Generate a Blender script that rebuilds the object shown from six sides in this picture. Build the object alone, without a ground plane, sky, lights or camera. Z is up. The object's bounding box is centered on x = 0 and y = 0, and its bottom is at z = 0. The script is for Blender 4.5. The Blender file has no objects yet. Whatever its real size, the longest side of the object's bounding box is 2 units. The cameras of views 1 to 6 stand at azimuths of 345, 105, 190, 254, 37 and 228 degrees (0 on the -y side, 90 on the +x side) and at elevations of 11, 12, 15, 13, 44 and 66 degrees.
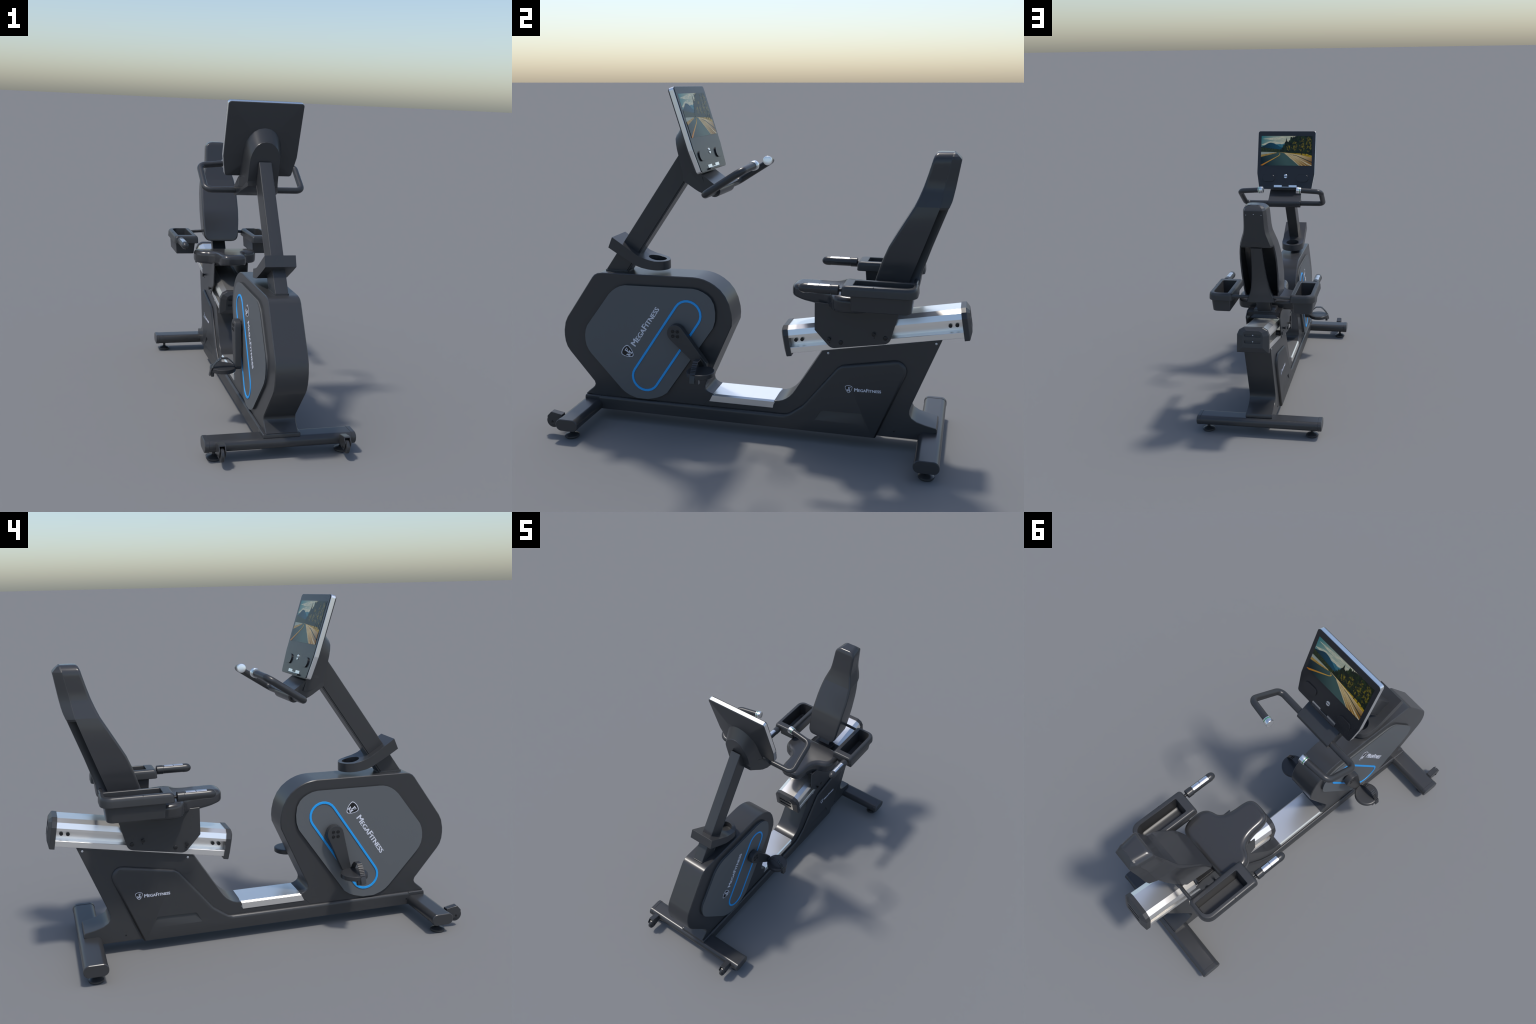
"""Recumbent exercise bike, built part by part (metres, z up, front towards -y)."""
import bpy, bmesh, math, random
from mathutils import Vector, Matrix
from mathutils.geometry import tessellate_polygon

random.seed(7)
SC = bpy.context.scene.collection
rad = math.radians

# ------------------------------------------------------------------ materials
def mat(name, col, rough=0.45, metal=0.0, var=0.0, scale=120.0, bump=0.0, spec=0.5, coat=0.0, rvar=0.0):
    m = bpy.data.materials.new(name)
    m.use_nodes = True
    nt = m.node_tree
    b = nt.nodes['Principled BSDF']
    b.inputs['Roughness'].default_value = rough
    b.inputs['Metallic'].default_value = metal
    b.inputs['Specular IOR Level'].default_value = spec
    b.inputs['Coat Weight'].default_value = coat
    b.inputs['Base Color'].default_value = (*col, 1)
    if var or bump or rvar:
        tc = nt.nodes.new('ShaderNodeTexCoord')
        n = nt.nodes.new('ShaderNodeTexNoise')
        n.inputs['Scale'].default_value = scale
        n.inputs['Detail'].default_value = 4
        nt.links.new(tc.outputs['Object'], n.inputs['Vector'])
        if var:
            r = nt.nodes.new('ShaderNodeValToRGB')
            r.color_ramp.elements[0].position = 0.3
            r.color_ramp.elements[1].position = 0.7
            r.color_ramp.elements[0].color = (*[c * (1 - var) for c in col], 1)
            r.color_ramp.elements[1].color = (*[c * (1 + var) for c in col], 1)
            nt.links.new(n.outputs['Fac'], r.inputs['Fac'])
            nt.links.new(r.outputs['Color'], b.inputs['Base Color'])
        if rvar:
            mr = nt.nodes.new('ShaderNodeMapRange')
            mr.inputs['To Min'].default_value = rough - rvar
            mr.inputs['To Max'].default_value = rough + rvar
            nt.links.new(n.outputs['Fac'], mr.inputs['Value'])
            nt.links.new(mr.outputs['Result'], b.inputs['Roughness'])
        if bump:
            bp = nt.nodes.new('ShaderNodeBump')
            bp.inputs['Strength'].default_value = bump
            bp.inputs['Distance'].default_value = 0.0006
            nt.links.new(n.outputs['Fac'], bp.inputs['Height'])
            nt.links.new(bp.outputs['Normal'], b.inputs['Normal'])
    return m

BLACK = mat('powder_coated_black', (0.040, 0.041, 0.043), 0.29, var=0.05, scale=260)
COVER = mat('moulded_black_plastic', (0.038, 0.039, 0.041), 0.38, var=0.05, scale=300)
DARK = mat('deep_black_plastic', (0.008, 0.008, 0.009), 0.45)
RUBBER = mat('soft_black_rubber', (0.034, 0.035, 0.037), 0.33, var=0.06, scale=400)
LEATHER = mat('black_vinyl_upholstery', (0.042, 0.043, 0.046), 0.23, var=0.06, scale=420)
PANEL = mat('graphite_grey_panel', (0.108, 0.116, 0.122), 0.55, var=0.03, scale=220)
BLUE = mat('bright_blue_accent', (0.016, 0.35, 0.84), 0.45)
WHITE = mat('white_print', (0.70, 0.72, 0.80), 0.6)
ALU = mat('brushed_aluminium', (1.0, 0.975, 0.93), 0.29, 0.90)  # base colour tinted warm to offset the blue of the reflected sky
SILVER = mat('satin_silver', (0.95, 0.955, 0.95), 0.28, 1.0)
GREEN = mat('green_ring', (0.02, 0.22, 0.05), 0.4)
GLASS = mat('gloss_black_bezel', (0.016, 0.017, 0.020), 0.26)
CHROME = mat('chrome_contact', (0.86, 0.86, 0.87), 0.36, 1.0)
STEEL = mat('zinc_rivet', (0.55, 0.56, 0.58), 0.4, 0.7)

# ------------------------------------------------------------------ hierarchy
ROOT = bpy.data.objects.new('recumbent_exercise_bike', None)
SC.objects.link(ROOT)
ROOT['label'] = 'black recumbent exercise bike with aluminium seat rail and screen'
ROOT['category'] = 'exercise bike'

def finish(name, bm, material, parent=None, smooth=35, wn=True):
    bmesh.ops.recalc_face_normals(bm, faces=bm.faces)
    me = bpy.data.meshes.new(name)
    bm.to_mesh(me)
    bm.free()
    me.materials.append(material)
    for p in me.polygons:
        p.use_smooth = True
    me.set_sharp_from_angle(angle=rad(smooth))
    ob = bpy.data.objects.new(name, me)
    SC.objects.link(ob)
    ob.parent = parent or ROOT
    if wn:
        w = ob.modifiers.new('even_shading', 'WEIGHTED_NORMAL')
        w.keep_sharp = True
    return ob

def share(ob, offset, name=None):
    o = ob.copy()
    o.location = Vector(ob.location) + Vector(offset)
    SC.objects.link(o)
    return o

# ------------------------------------------------------------------ outlines
def fillet(pts, seg=5):
    """pts: (a, b[, radius]) -> closed outline with rounded corners."""
    out, n = [], len(pts)
    for i, p in enumerate(pts):
        r = p[2] if len(p) > 2 else 0
        P = Vector(p[:2])
        if r <= 0:
            out.append(tuple(P)); continue
        A, B = Vector(pts[i - 1][:2]), Vector(pts[(i + 1) % n][:2])
        u, v = (A - P).normalized(), (B - P).normalized()
        ang = u.angle(v)
        d = min(r / math.tan(ang / 2), (A - P).length * .49, (B - P).length * .49)
        r = d * math.tan(ang / 2)
        C = P + (u + v).normalized() * (r / math.sin(ang / 2))
        a0, a1 = P + u * d - C, P + v * d - C
        t0, t1 = math.atan2(a0.y, a0.x), math.atan2(a1.y, a1.x)
        dt = (t1 - t0 + math.pi) % (2 * math.pi) - math.pi
        for k in range(seg + 1):
            t = t0 + dt * k / seg
            out.append((C.x + r * math.cos(t), C.y + r * math.sin(t)))
    return out

def arc(cx, cy, r, a0, a1, n):
    return [(cx + r * math.cos(rad(a0 + (a1 - a0) * k / n)), cy + r * math.sin(rad(a0 + (a1 - a0) * k / n))) for k in range(n + 1)]

YZ = lambda a, b, h: Vector((h, a, b))          # outline in the side plane, thickness along x
XZ = lambda a, b, h: Vector((a, h, b))
XY = lambda a, b, h: Vector((a, b, h))

def prism_bm(pts, h0, h1, put=YZ, bevel=0.0, seg=2, angle=40):
    bm = bmesh.new()
    lo = [bm.verts.new(put(a, b, h0)) for a, b in pts]
    hi = [bm.verts.new(put(a, b, h1)) for a, b in pts]
    n = len(pts)
    bm.faces.new(lo); bm.faces.new(hi[::-1])
    for i in range(n):
        bm.faces.new((lo[i], lo[(i + 1) % n], hi[(i + 1) % n], hi[i]))
    bmesh.ops.recalc_face_normals(bm, faces=bm.faces)
    if bevel:
        es = [e for e in bm.edges if len(e.link_faces) == 2 and e.calc_face_angle() > rad(angle)]
        bmesh.ops.bevel(bm, geom=es, offset=bevel, segments=seg, profile=0.5, affect='EDGES', clamp_overlap=True)
    return bm

def prism(name, pts, h0, h1, material, parent=None, put=YZ, bevel=0.0, seg=2, angle=40, smooth=35):
    return finish(name, prism_bm(pts, h0, h1, put, bevel, seg, angle), material, parent, smooth)

def loft_bm(rings, cap=True, close=False):
    bm = bmesh.new()
    V = [[bm.verts.new(p) for p in r] for r in rings]
    n = len(rings[0])
    pairs = list(zip(V, V[1:])) + ([(V[-1], V[0])] if close else [])
    for A, B in pairs:
        for i in range(n):
            bm.faces.new((A[i], A[(i + 1) % n], B[(i + 1) % n], B[i]))
    if cap and not close:
        bm.faces.new(V[0]); bm.faces.new(V[-1][::-1])
    return bm

def loft(name, rings, material, parent=None, smooth=35, cap=True, close=False):
    return finish(name, loft_bm(rings, cap, close), material, parent, smooth)

def box_bm(lo, hi, bevel=0.003, seg=2):
    return prism_bm([(lo[0], lo[1]), (hi[0], lo[1]), (hi[0], hi[1]), (lo[0], hi[1])], lo[2], hi[2], XY, bevel, seg)

def box(name, lo, hi, material, parent=None, bevel=0.003, seg=2):
    return finish(name, box_bm(lo, hi, bevel, seg), material, parent)

def frame(d):
    d = Vector(d).normalized()
    a = Vector((0, 0, 1)) if abs(d.z) < .9 else Vector((1, 0, 0))
    u = d.cross(a).normalized()
    return d, u, d.cross(u)

def lathe_bm(p0, d, prof, n=24):
    """prof: (distance along d, radius)."""
    d, u, v = frame(d)
    p0 = Vector(p0)
    rings = []
    for t, r in prof:
        r = max(r, 1e-4)
        rings.append([p0 + d * t + (u * math.cos(2 * math.pi * k / n) + v * math.sin(2 * math.pi * k / n)) * r for k in range(n)])
    return loft_bm(rings)

def lathe(name, p0, d, prof, material, parent=None, n=24, smooth=40):
    return finish(name, lathe_bm(p0, d, prof, n), material, parent, smooth)

def round_path(pts, r, seg=8):
    out = [Vector(pts[0])]
    for A, P, B in zip(pts, pts[1:], pts[2:]):
        A, P, B = Vector(A), Vector(P), Vector(B)
        u, v = (A - P).normalized(), (B - P).normalized()
        ang = u.angle(v)
        d = r / math.tan(ang / 2)
        C = P + (u + v).normalized() * (r / math.sin(ang / 2))
        s, e = P + u * d - C, P + v * d - C
        tot = s.angle(e)
        for k in range(seg + 1):
            t = k / seg
            out.append(C + s * (math.sin((1 - t) * tot) / math.sin(tot)) + e * (math.sin(t * tot) / math.sin(tot)))
    out.append(Vector(pts[-1]))
    return out

def tube(name, path, r, material, parent=None, n=18):
    T = [(path[min(i + 1, len(path) - 1)] - path[max(i - 1, 0)]).normalized() for i in range(len(path))]
    _, u, _ = frame(T[0])
    rings = []
    for p, t in zip(path, T):
        u = (u - t * u.dot(t)).normalized()
        v = t.cross(u)
        rings.append([p + (u * math.cos(2 * math.pi * k / n) + v * math.sin(2 * math.pi * k / n)) * r for k in range(n)])
    return loft(name, rings, material, parent, 45)

def join_bm(name, bms, material, parent=None, smooth=35):
    """several closed shells as one mesh"""
    out = bmesh.new()
    for b in bms:
        bmesh.ops.recalc_face_normals(b, faces=b.faces)
        me = bpy.data.meshes.new('tmp'); b.to_mesh(me); b.free()
        out.from_mesh(me); bpy.data.meshes.remove(me)
    return finish(name, out, material, parent, smooth)

def boolean(ob, others, op):
    for o in others:
        m = ob.modifiers.new('cut', 'BOOLEAN')
        m.object = o; m.operation = op; m.solver = 'EXACT'
        ob.modifiers.move(len(ob.modifiers) - 1, len(ob.modifiers) - 1)
    # bake
    wn = [m for m in ob.modifiers if m.type == 'WEIGHTED_NORMAL']
    for m in wn: ob.modifiers.remove(m)
    dg = bpy.context.evaluated_depsgraph_get()
    me = bpy.data.meshes.new_from_object(ob.evaluated_get(dg))
    ob.modifiers.clear()
    ob.data = me
    for o in others: bpy.data.objects.remove(o)
    return ob

def tidy(ob, bevel=0.0, seg=2, smooth=35, angle=45):
    bm = bmesh.new(); bm.from_mesh(ob.data)
    bmesh.ops.remove_doubles(bm, verts=bm.verts, dist=1e-5)
    bmesh.ops.dissolve_limit(bm, angle_limit=rad(1), verts=bm.verts, edges=bm.edges)
    if bevel:
        es = [e for e in bm.edges if len(e.link_faces) == 2 and e.calc_face_angle() > rad(angle)]
        bmesh.ops.bevel(bm, geom=es, offset=bevel, segments=seg, profile=.5, affect='EDGES', clamp_overlap=True)
    bm.to_mesh(ob.data); bm.free()
    for p in ob.data.polygons: p.use_smooth = True
    ob.data.set_sharp_from_angle(angle=rad(smooth))
    w = ob.modifiers.new('even_shading', 'WEIGHTED_NORMAL'); w.keep_sharp = True

def lettering(name, body, M, material, parent, depth=0.0006, bold=0.0, width=None, caps=0.78):
    """text in its own xy plane, scaled to `width` (or cap height 1 if None), then placed by M"""
    cu = bpy.data.curves.new(name, 'FONT')
    cu.body = body
    cu.size = 1.0
    cu.resolution_u = 3
    cu.small_caps_scale = caps
    for f in cu.body_format: f.use_small_caps = True
    cu.extrude = 0.01
    t = bpy.data.objects.new(name + '_text', cu); SC.objects.link(t)
    dg = bpy.context.evaluated_depsgraph_get(); dg.update()
    me = bpy.data.meshes.new_from_object(t.evaluated_get(dg))
    bpy.data.objects.remove(t)
    xs = [v.co.x for v in me.vertices]; ys = [v.co.y for v in me.vertices]
    x0, x1, y0, y1 = min(xs), max(xs), min(ys), max(ys)
    for v in me.vertices:
        v.co.x = (v.co.x - x0) / (x1 - x0)
        v.co.y = (v.co.y - y0) / (y1 - y0)
        v.co.z = (v.co.z + .01) / .02 * depth
    if bold:                                     # heavier strokes: three shifted copies at staggered depths
        bm = bmesh.new()
        for k, dx in enumerate((-bold, bold, 0)):
            c = me.copy()
            for v in c.vertices:
                v.co.x = v.co.x * (1 - bold) + (dx + bold) / 2
                v.co.z *= 1 + .12 * k
            bm.from_mesh(c); bpy.data.meshes.remove(c)
        bm.to_mesh(me); bm.free()
    me.transform(M)
    me.materials.clear(); me.materials.append(material)
    ob = bpy.data.objects.new(name, me); SC.objects.link(ob); ob.parent = parent
    return ob

# ================================================================== BASE FRAME
HW = 0.0800                                     # half width of the body
floor_z, skirt_z = 0.186, 0.058

base_outline = (
    [(-0.815, skirt_z), (-0.815, 0.09), (-0.890, 0.104, .004), (-0.885, 0.113), (-0.863, 0.121), (-0.843, 0.134), (-0.70, 0.134),
     (-0.26, 0.134), (-0.205, 0.170), (-0.200, floor_z)] +
    [(0.105, floor_z), (0.122, 0.1875), (0.140, 0.193), (0.155, 0.201), (0.172, 0.2135), (0.189, 0.232), (0.206, 0.257), (0.226, 0.290), (0.331, 0.4585)] +
    [(0.874, 0.5535), (0.745, 0.222), (0.739, 0.200), (0.741, 0.182), (0.751, 0.165), (0.775, 0.150), (0.815, 0.138),
     (0.862, 0.128), (0.868, 0.120), (0.868, 0.104), (0.79, 0.09), (0.79, skirt_z + .004)])
base = prism('base_frame', fillet(base_outline, 2), -HW + .0005, HW - .0005, BLACK, bevel=.005, seg=2, angle=60)

# side covers, with the long lip running to the front
cover_outline = fillet([
    (-0.812, skirt_z - .001), (-0.812, 0.1215), (0.165, 0.125, .06), (0.241, 0.180, .03), (0.402, 0.380, .05),
    (0.425, 0.396, .05), (0.7545, 0.4560, .050), (0.590, skirt_z - .001)], 5)
def cover_mesh(s):
    # the outer edge is a broad soft chamfer
    n = len(cover_outline)
    cen = Vector((0, 0))
    def inset(d):
        out = []
        area = sum(cover_outline[i - 1][0] * cover_outline[i][1] - cover_outline[i][0] * cover_outline[i - 1][1] for i in range(n))
        sg = 1 if area > 0 else -1
        for i, p in enumerate(cover_outline):
            a, b = Vector(cover_outline[i - 1]), Vector(cover_outline[(i + 1) % n])
            p = Vector(p)
            t = ((p - a).normalized() + (b - p).normalized()).normalized()
            nrm = Vector((-t.y, t.x)) * sg
            q = p + nrm * d
            if p.x < -.80: q.x = p.x
            if p.y < 0.06: q.y = p.y; q.x = p.x + (0 if p.x < 0 else nrm.x * d)
            out.append(q)
        return out
    R = []
    o = 0 if s > 0 else -.003
    for d, x in [(0, HW - .002), (0, HW + .006 + o), (.004, HW + .0115 + o), (.011, HW + .0150 + o), (.020, HW + .0155 + o)]:
        R.append([Vector((s * x, q.x, q.y)) for q in inset(d)])
    return R
covers = []
for s in (1, -1):
    c = loft('side_cover', cover_mesh(s), COVER, smooth=60)
    covers.append(c)
    X = s * (HW + (.0155 if s > 0 else .0125))
    # finger recess: a pocket that is deepest under its upper edge and runs out at the bottom
    hatch = fillet([(0.301, 0.117), (0.328, 0.167, .012), (0.522, 0.171, .012), (0.542, 0.116)], 4)
    deep = lambda z: .0115 * max(0, (z - .1165) / .054)
    cut = loft('tmp', [[Vector((X - s * deep(b), a, b)) for a, b in hatch], [Vector((X + s * .02, a, b)) for a, b in hatch]], COVER)
    boolean(c, [cut], 'DIFFERENCE'); tidy(c, 0, smooth=50)
    # fixing screws along the skirt
    for yy, zz in ((-0.79, 0.088), (0.672, 0.094)):
        lathe('cover_screw', (s * (HW + (.012 if yy < 0 else -.001)), yy, zz), (s, 0, 0), [(0, .004), (.002, .004), (.003, .002)], DARK, c, 10)
# silver rivets of the rail bracket
for s in (1, -1):
    for yy, zz in ((0.358, 0.448), (0.847, 0.534)):
        lathe('frame_rivet', (s * (HW - .002), yy, zz), (s, 0, 0), [(0, .0055), (.0028, .0055), (.0042, .003)], STEEL, base, 12)

# aluminium step-through plate with folded side flanges
plate = []
for y0t, y1t, x, z in [(-0.227, 0.0935, HW + .0025, 0.150), (-0.212, 0.099, HW + .0025, 0.1805), (-0.2085, 0.101, HW - .004, 0.1885)]:
    plate.append((y0t, y1t, x, z))
sec = [(-p[2], p[3], p[0], p[1]) for p in plate] + [(p[2], p[3], p[0], p[1]) for p in plate[::-1]]
sec += [(HW - .002, .150, -.228, .090), (HW - .004, .182, -.21, .112), (-HW + .004, .182, -.21, .112), (-HW + .002, .150, -.228, .090)]
loft('floor_plate', [[Vector((x, a, z)) for x, z, a, b in sec], [Vector((x, b, z)) for x, z, a, b in sec]], ALU, smooth=25)

# ================================================================== STABILISERS
def stabiliser(yc, z0, z1, half):
    hd = 0.0555
    out = fillet([(yc - hd, z0, .026), (yc + hd, z0, .026), (yc + hd, z1, .026), (yc - hd, z1, .026)], 6)
    zc = (z0 + z1) / 2
    R = []
    for x, k in [(-half, .93), (-half + .003, 1.03), (-half + .022, 1.03), (-half + .023, .985), (half - .023, .985), (half - .022, 1.03), (half - .003, 1.03), (half, .93)]:
        R.append([Vector((x, yc + (a - yc) * (1 - (1 - k) * .5), zc + (b - zc) * k)) for a, b in out])
    return loft('stabiliser', R, BLACK, smooth=30)
front_bar = stabiliser(-0.850, 0.047, 0.104, 0.372)
rear_bar = stabiliser(0.839, 0.047, 0.104, 0.372)
prof_foot = [(0, .033), (.004, .036), (.010, .035), (.016, .026), (.020, .012), (.024, .008), (.052, .008)]
for s in (1, -1):
    lathe('levelling_foot', (s * .318, -.850, 0), (0, 0, 1), prof_foot, RUBBER, front_bar, 28)
    lathe('levelling_foot', (s * .312, .838, 0), (0, 0, 1), prof_foot, RUBBER, rear_bar, 28)
    # transport wheels in their forks
    xc = s * .303
    side = fillet([(-0.900, .064), (-0.900, .104), (-0.957, .114, .003), (-0.979, .090, .008), (-0.966, .051, .012), (-0.938, .051, .012)], 4)
    parts = [prism_bm(side, xc + a, xc + b, bevel=.001, seg=1) for a, b in ((-.0165, -.0125), (.0125, .0165))]
    parts.append(prism_bm([(-.900, .098), (-.900, .104), (-.9565, .114), (-.9605, .108)], xc - .0126, xc + .0126))
    join_bm('wheel_fork', parts, BLACK, front_bar)
    lathe('transport_wheel', (xc - .010, -.953, .0635), (1, 0, 0), [(0, .027), (.0015, .031), (.004, .0335), (.016, .0335), (.0185, .031), (.020, .027)], RUBBER, front_bar, 32)
    lathe('wheel_axle', (xc - .020, -.953, .0635), (1, 0, 0), [(0, .003), (.001, .005), (.039, .005), (.040, .003)], DARK, front_bar, 12)

# ================================================================== DRIVE HOUSING
housing_outline = [
    (-0.8925, 0.1215), (-0.872, 0.141), (-0.853, 0.157), (-0.842, 0.168), (-0.838, 0.179), (-0.842, 0.193),
    (-0.968, 0.342), (-0.984, 0.366), (-0.993, 0.394), (-0.9965, 0.425), (-0.996, 0.452), (-0.988, 0.494), (-0.974, 0.524),
    (-0.829, 0.737), (-0.817, 0.750), (-0.800, 0.759), (-0.772, 0.7635),
    (-0.301, 0.769), (-0.272, 0.7665), (-0.245, 0.7605), (-0.218, 0.750), (-0.193, 0.736), (-0.165, 0.714), (-0.140, 0.683), (-0.122, 0.645),
    (-0.111, 0.600), (-0.1085, 0.570), (-0.111, 0.538),
    (-0.2285, 0.274), (-0.2365, 0.257), (-0.2440, 0.242), (-0.2485, 0.226), (-0.2460, 0.211), (-0.237, 0.200), (-0.222, 0.192), (-0.203, 0.187), (-0.2005, 0.1845), (-0.206, 0.1715), (-0.262, 0.1215)]
housing = prism('drive_housing', housing_outline, -HW, HW, BLACK, bevel=.0055, seg=1, angle=60)
# widened foot rim at the front
prism('housing_foot', [(-0.8935, 0.0995), (-0.8895, 0.1225), (-0.80, 0.1225), (-0.80, 0.0995)], -HW - .0135, HW + .0135, BLACK, housing, bevel=.006, seg=3)

panel_outline = [(-0.725, .654), (-0.708, .671), (-0.690, .684), (-0.670, .694), (-0.648, .700), (-0.299, .705), (-0.275, .701), (-0.252, .692), (-0.233, .681), (-0.217, .666),
                 (-0.204, .642), (-0.198, .604), (-0.200, .565), (-0.209, .535), (-0.452, .183), (-0.475, .168), (-0.499, .157), (-0.547, .1445), (-0.602, .1445), (-0.640, .157),
                 (-0.662, .170), (-0.680, .186), (-0.832, .352), (-0.846, .370), (-0.856, .391), (-0.861, .416), (-0.861, .441), (-0.857, .465), (-0.849, .486)][::-1]
def grown(d, line):
    n, out = len(line), []
    for i, p in enumerate(line):
        t = (Vector(line[(i + 1) % n]) - Vector(line[i - 1])).normalized()
        out.append((p[0] - t.y * d, p[1] + t.x * d))
    return out
panel_outline = grown(-.0060, panel_outline)
c_top, c_bot, r_slot = Vector((-0.3275, 0.5860)), Vector((-0.5535, 0.2475)), 0.0675
ax = (c_top - c_bot).normalized(); slope = math.degrees(math.atan2(ax.y, ax.x))
def stadium(r, n=12):
    return arc(c_top.x, c_top.y, r, slope + 90, slope - 90, n) + arc(c_bot.x, c_bot.y, r, slope - 90, slope - 270, n)
XP = HW + .0140
SIDE = {1: HW + .0150, -1: HW + .0110}            # outer face of the grey panel on each side

def spline_closed(P, n):
    out, N = [], len(P)
    for i in range(N):
        a, b, c, d = (Vector(P[(i + k) % N]) for k in (-1, 0, 1, 2))
        for k in range(n):
            t = k / n
            out.append(.5 * ((2 * b) + (c - a) * t + (2 * a - 5 * b + 4 * c - d) * t * t + (3 * b - a - 3 * c + d) * t ** 3))
    return out
def shield_pts(k=1.0):
    """badge: broad curved top, rounded pointed foot; about 1 wide"""
    half = [(0, .50), (.28, .46), (.45, .37), (.50, .24), (.44, -.04), (.30, -.32), (.12, -.53), (0, -.575)]
    return [(p.x * k, p.y * k) for p in spline_closed(half + [(-a, b) for a, b in half[-2:0:-1]], 4)]

def emblem(parent, M, size):
    """badge with a white rim, black field and a two-letter monogram; M maps text plane to the side"""
    def flat(name, pts, z0, z1, m):
        bm = prism_bm(pts, z0, z1, XY)
        bm.transform(M)
        return finish(name, bm, m, parent, wn=False)
    flat('emblem_rim', [(a * size, b * size) for a, b in shield_pts()], 0, .0007, WHITE)
    flat('emblem_field', [(a * size, b * size) for a, b in shield_pts(.885)], .0003, .0011, DARK)
    # monogram of two interlaced slab letters, built stroke by stroke
    def stroke(x0, y0, x1, y1, w, h):
        a, b = Vector((x0, y0)), Vector((x1, y1))
        t = (b - a).normalized() * 1; nn = Vector((-t.y, t.x)) * w / 2
        return [tuple(q * size) for q in (a - nn, b - nn, b + nn, a + nn)], h
    bits, h = [], .0013
    F = [(.02, -.10, .02, .27, .085), (-.05, .255, .25, .255, .055), (.02, .10, .17, .10, .055), (.235, .26, .235, .17, .045), (.165, .14, .165, .06, .045), (-.05, -.09, .10, -.09, .05)]
    Mm = [(-.20, -.35, -.20, -.06, .06), (.14, -.35, .14, -.06, .085), (-.20, -.07, -.04, -.31, .085), (-.04, -.31, .14, -.07, .055),
          (-.27, -.345, -.12, -.345, .05), (.05, -.345, .23, -.345, .05), (-.28, -.065, -.17, -.065, .05), (.12, -.065, .23, -.065, .05)]
    bms = []
    for k, q in enumerate(F + Mm):
        pts, _ = stroke(*q, 0)
        bm = prism_bm(pts, .0008, .00130 + .00002 * k, XY)
        bm.transform(M); bms.append(bm)
    join_bm('emblem_monogram', bms, WHITE, parent)

# the panels sit in shallow pockets of the housing with a narrow shadow gap all round
boolean(housing, [prism('tmp', grown(.0038, panel_outline), s * (HW - .026), s * (HW + .02), BLACK) for s in (1, -1)], 'DIFFERENCE')
tidy(housing, 0, smooth=35)

def side_frame(s, y, z, dir_yz, x):
    """matrix: text x axis along dir, text z axis outwards on side s"""
    e1 = Vector((0, dir_yz[0], dir_yz[1])).normalized()
    n = Vector((s, 0, 0))
    e2 = n.cross(e1)
    M = Matrix((e1, e2, n)).transposed().to_4x4()
    M.translation = Vector((x, y, z))
    return M

for s in (1, -1):
    R = []
    XP = SIDE[s]
    n = len(panel_outline)
    def ring(d, x):
        out = []
        for i, p in enumerate(panel_outline):
            a, b = Vector(panel_outline[i - 1]), Vector(panel_outline[(i + 1) % n])
            t = (b - a).normalized()
            out.append(Vector((x, p[0] + t.y * d, p[1] - t.x * d)))
        return out
    loft('side_panel', [ring(.0008, s * (HW - .0265)), ring(.0008, s * (XP - .0040)), ring(.0036, s * (XP - .0007)), ring(.006, s * XP)], PANEL, housing, smooth=20)
    R = [[Vector((s * x, a, b)) for a, b in stadium(r)] for r, x in
         [(r_slot + .0058, XP - .002), (r_slot + .0058, XP + .002), (r_slot + .0050, XP + .003), (r_slot - .0050, XP + .003), (r_slot - .0058, XP + .002), (r_slot - .0058, XP - .002)]]
    loft('accent_ring', R, BLUE, housing, close=True, smooth=40)
    if s > 0:
        M = side_frame(s, -0.603, 0.401, ax, s * XP)
        E = side_frame(s, -0.645, 0.372, ax, s * XP)
    else:
        d = -ax
        M = side_frame(s, -0.5035, 0.556, d, s * XP)
        E = side_frame(s, -0.4825, 0.609, d, s * XP)
    lettering('brand_lettering', 'MegaFitness', M @ Matrix.Diagonal((.242, .0300, 1, 1)), WHITE, housing, .0008, .009)
    emblem(housing, E, .060)
    XC = s * (HW + (.0155 if s > 0 else .0125))
    if s > 0:
        M = side_frame(s, 0.486, 0.2775, (1, 0.03), XC); E = side_frame(s, 0.4595, 0.288, (1, 0), XC)
    else:
        M = side_frame(s, 0.577, 0.2775, (-1, 0.0), XC); E = side_frame(s, 0.6015, 0.289, (-1, 0), XC)
    lettering('brand_lettering', 'MegaFitness', M @ Matrix.Diagonal((.124, .0165, 1, 1)), WHITE, covers[0 if s > 0 else 1], .0008, .009)
    emblem(covers[0 if s > 0 else 1], E, .034)

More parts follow.
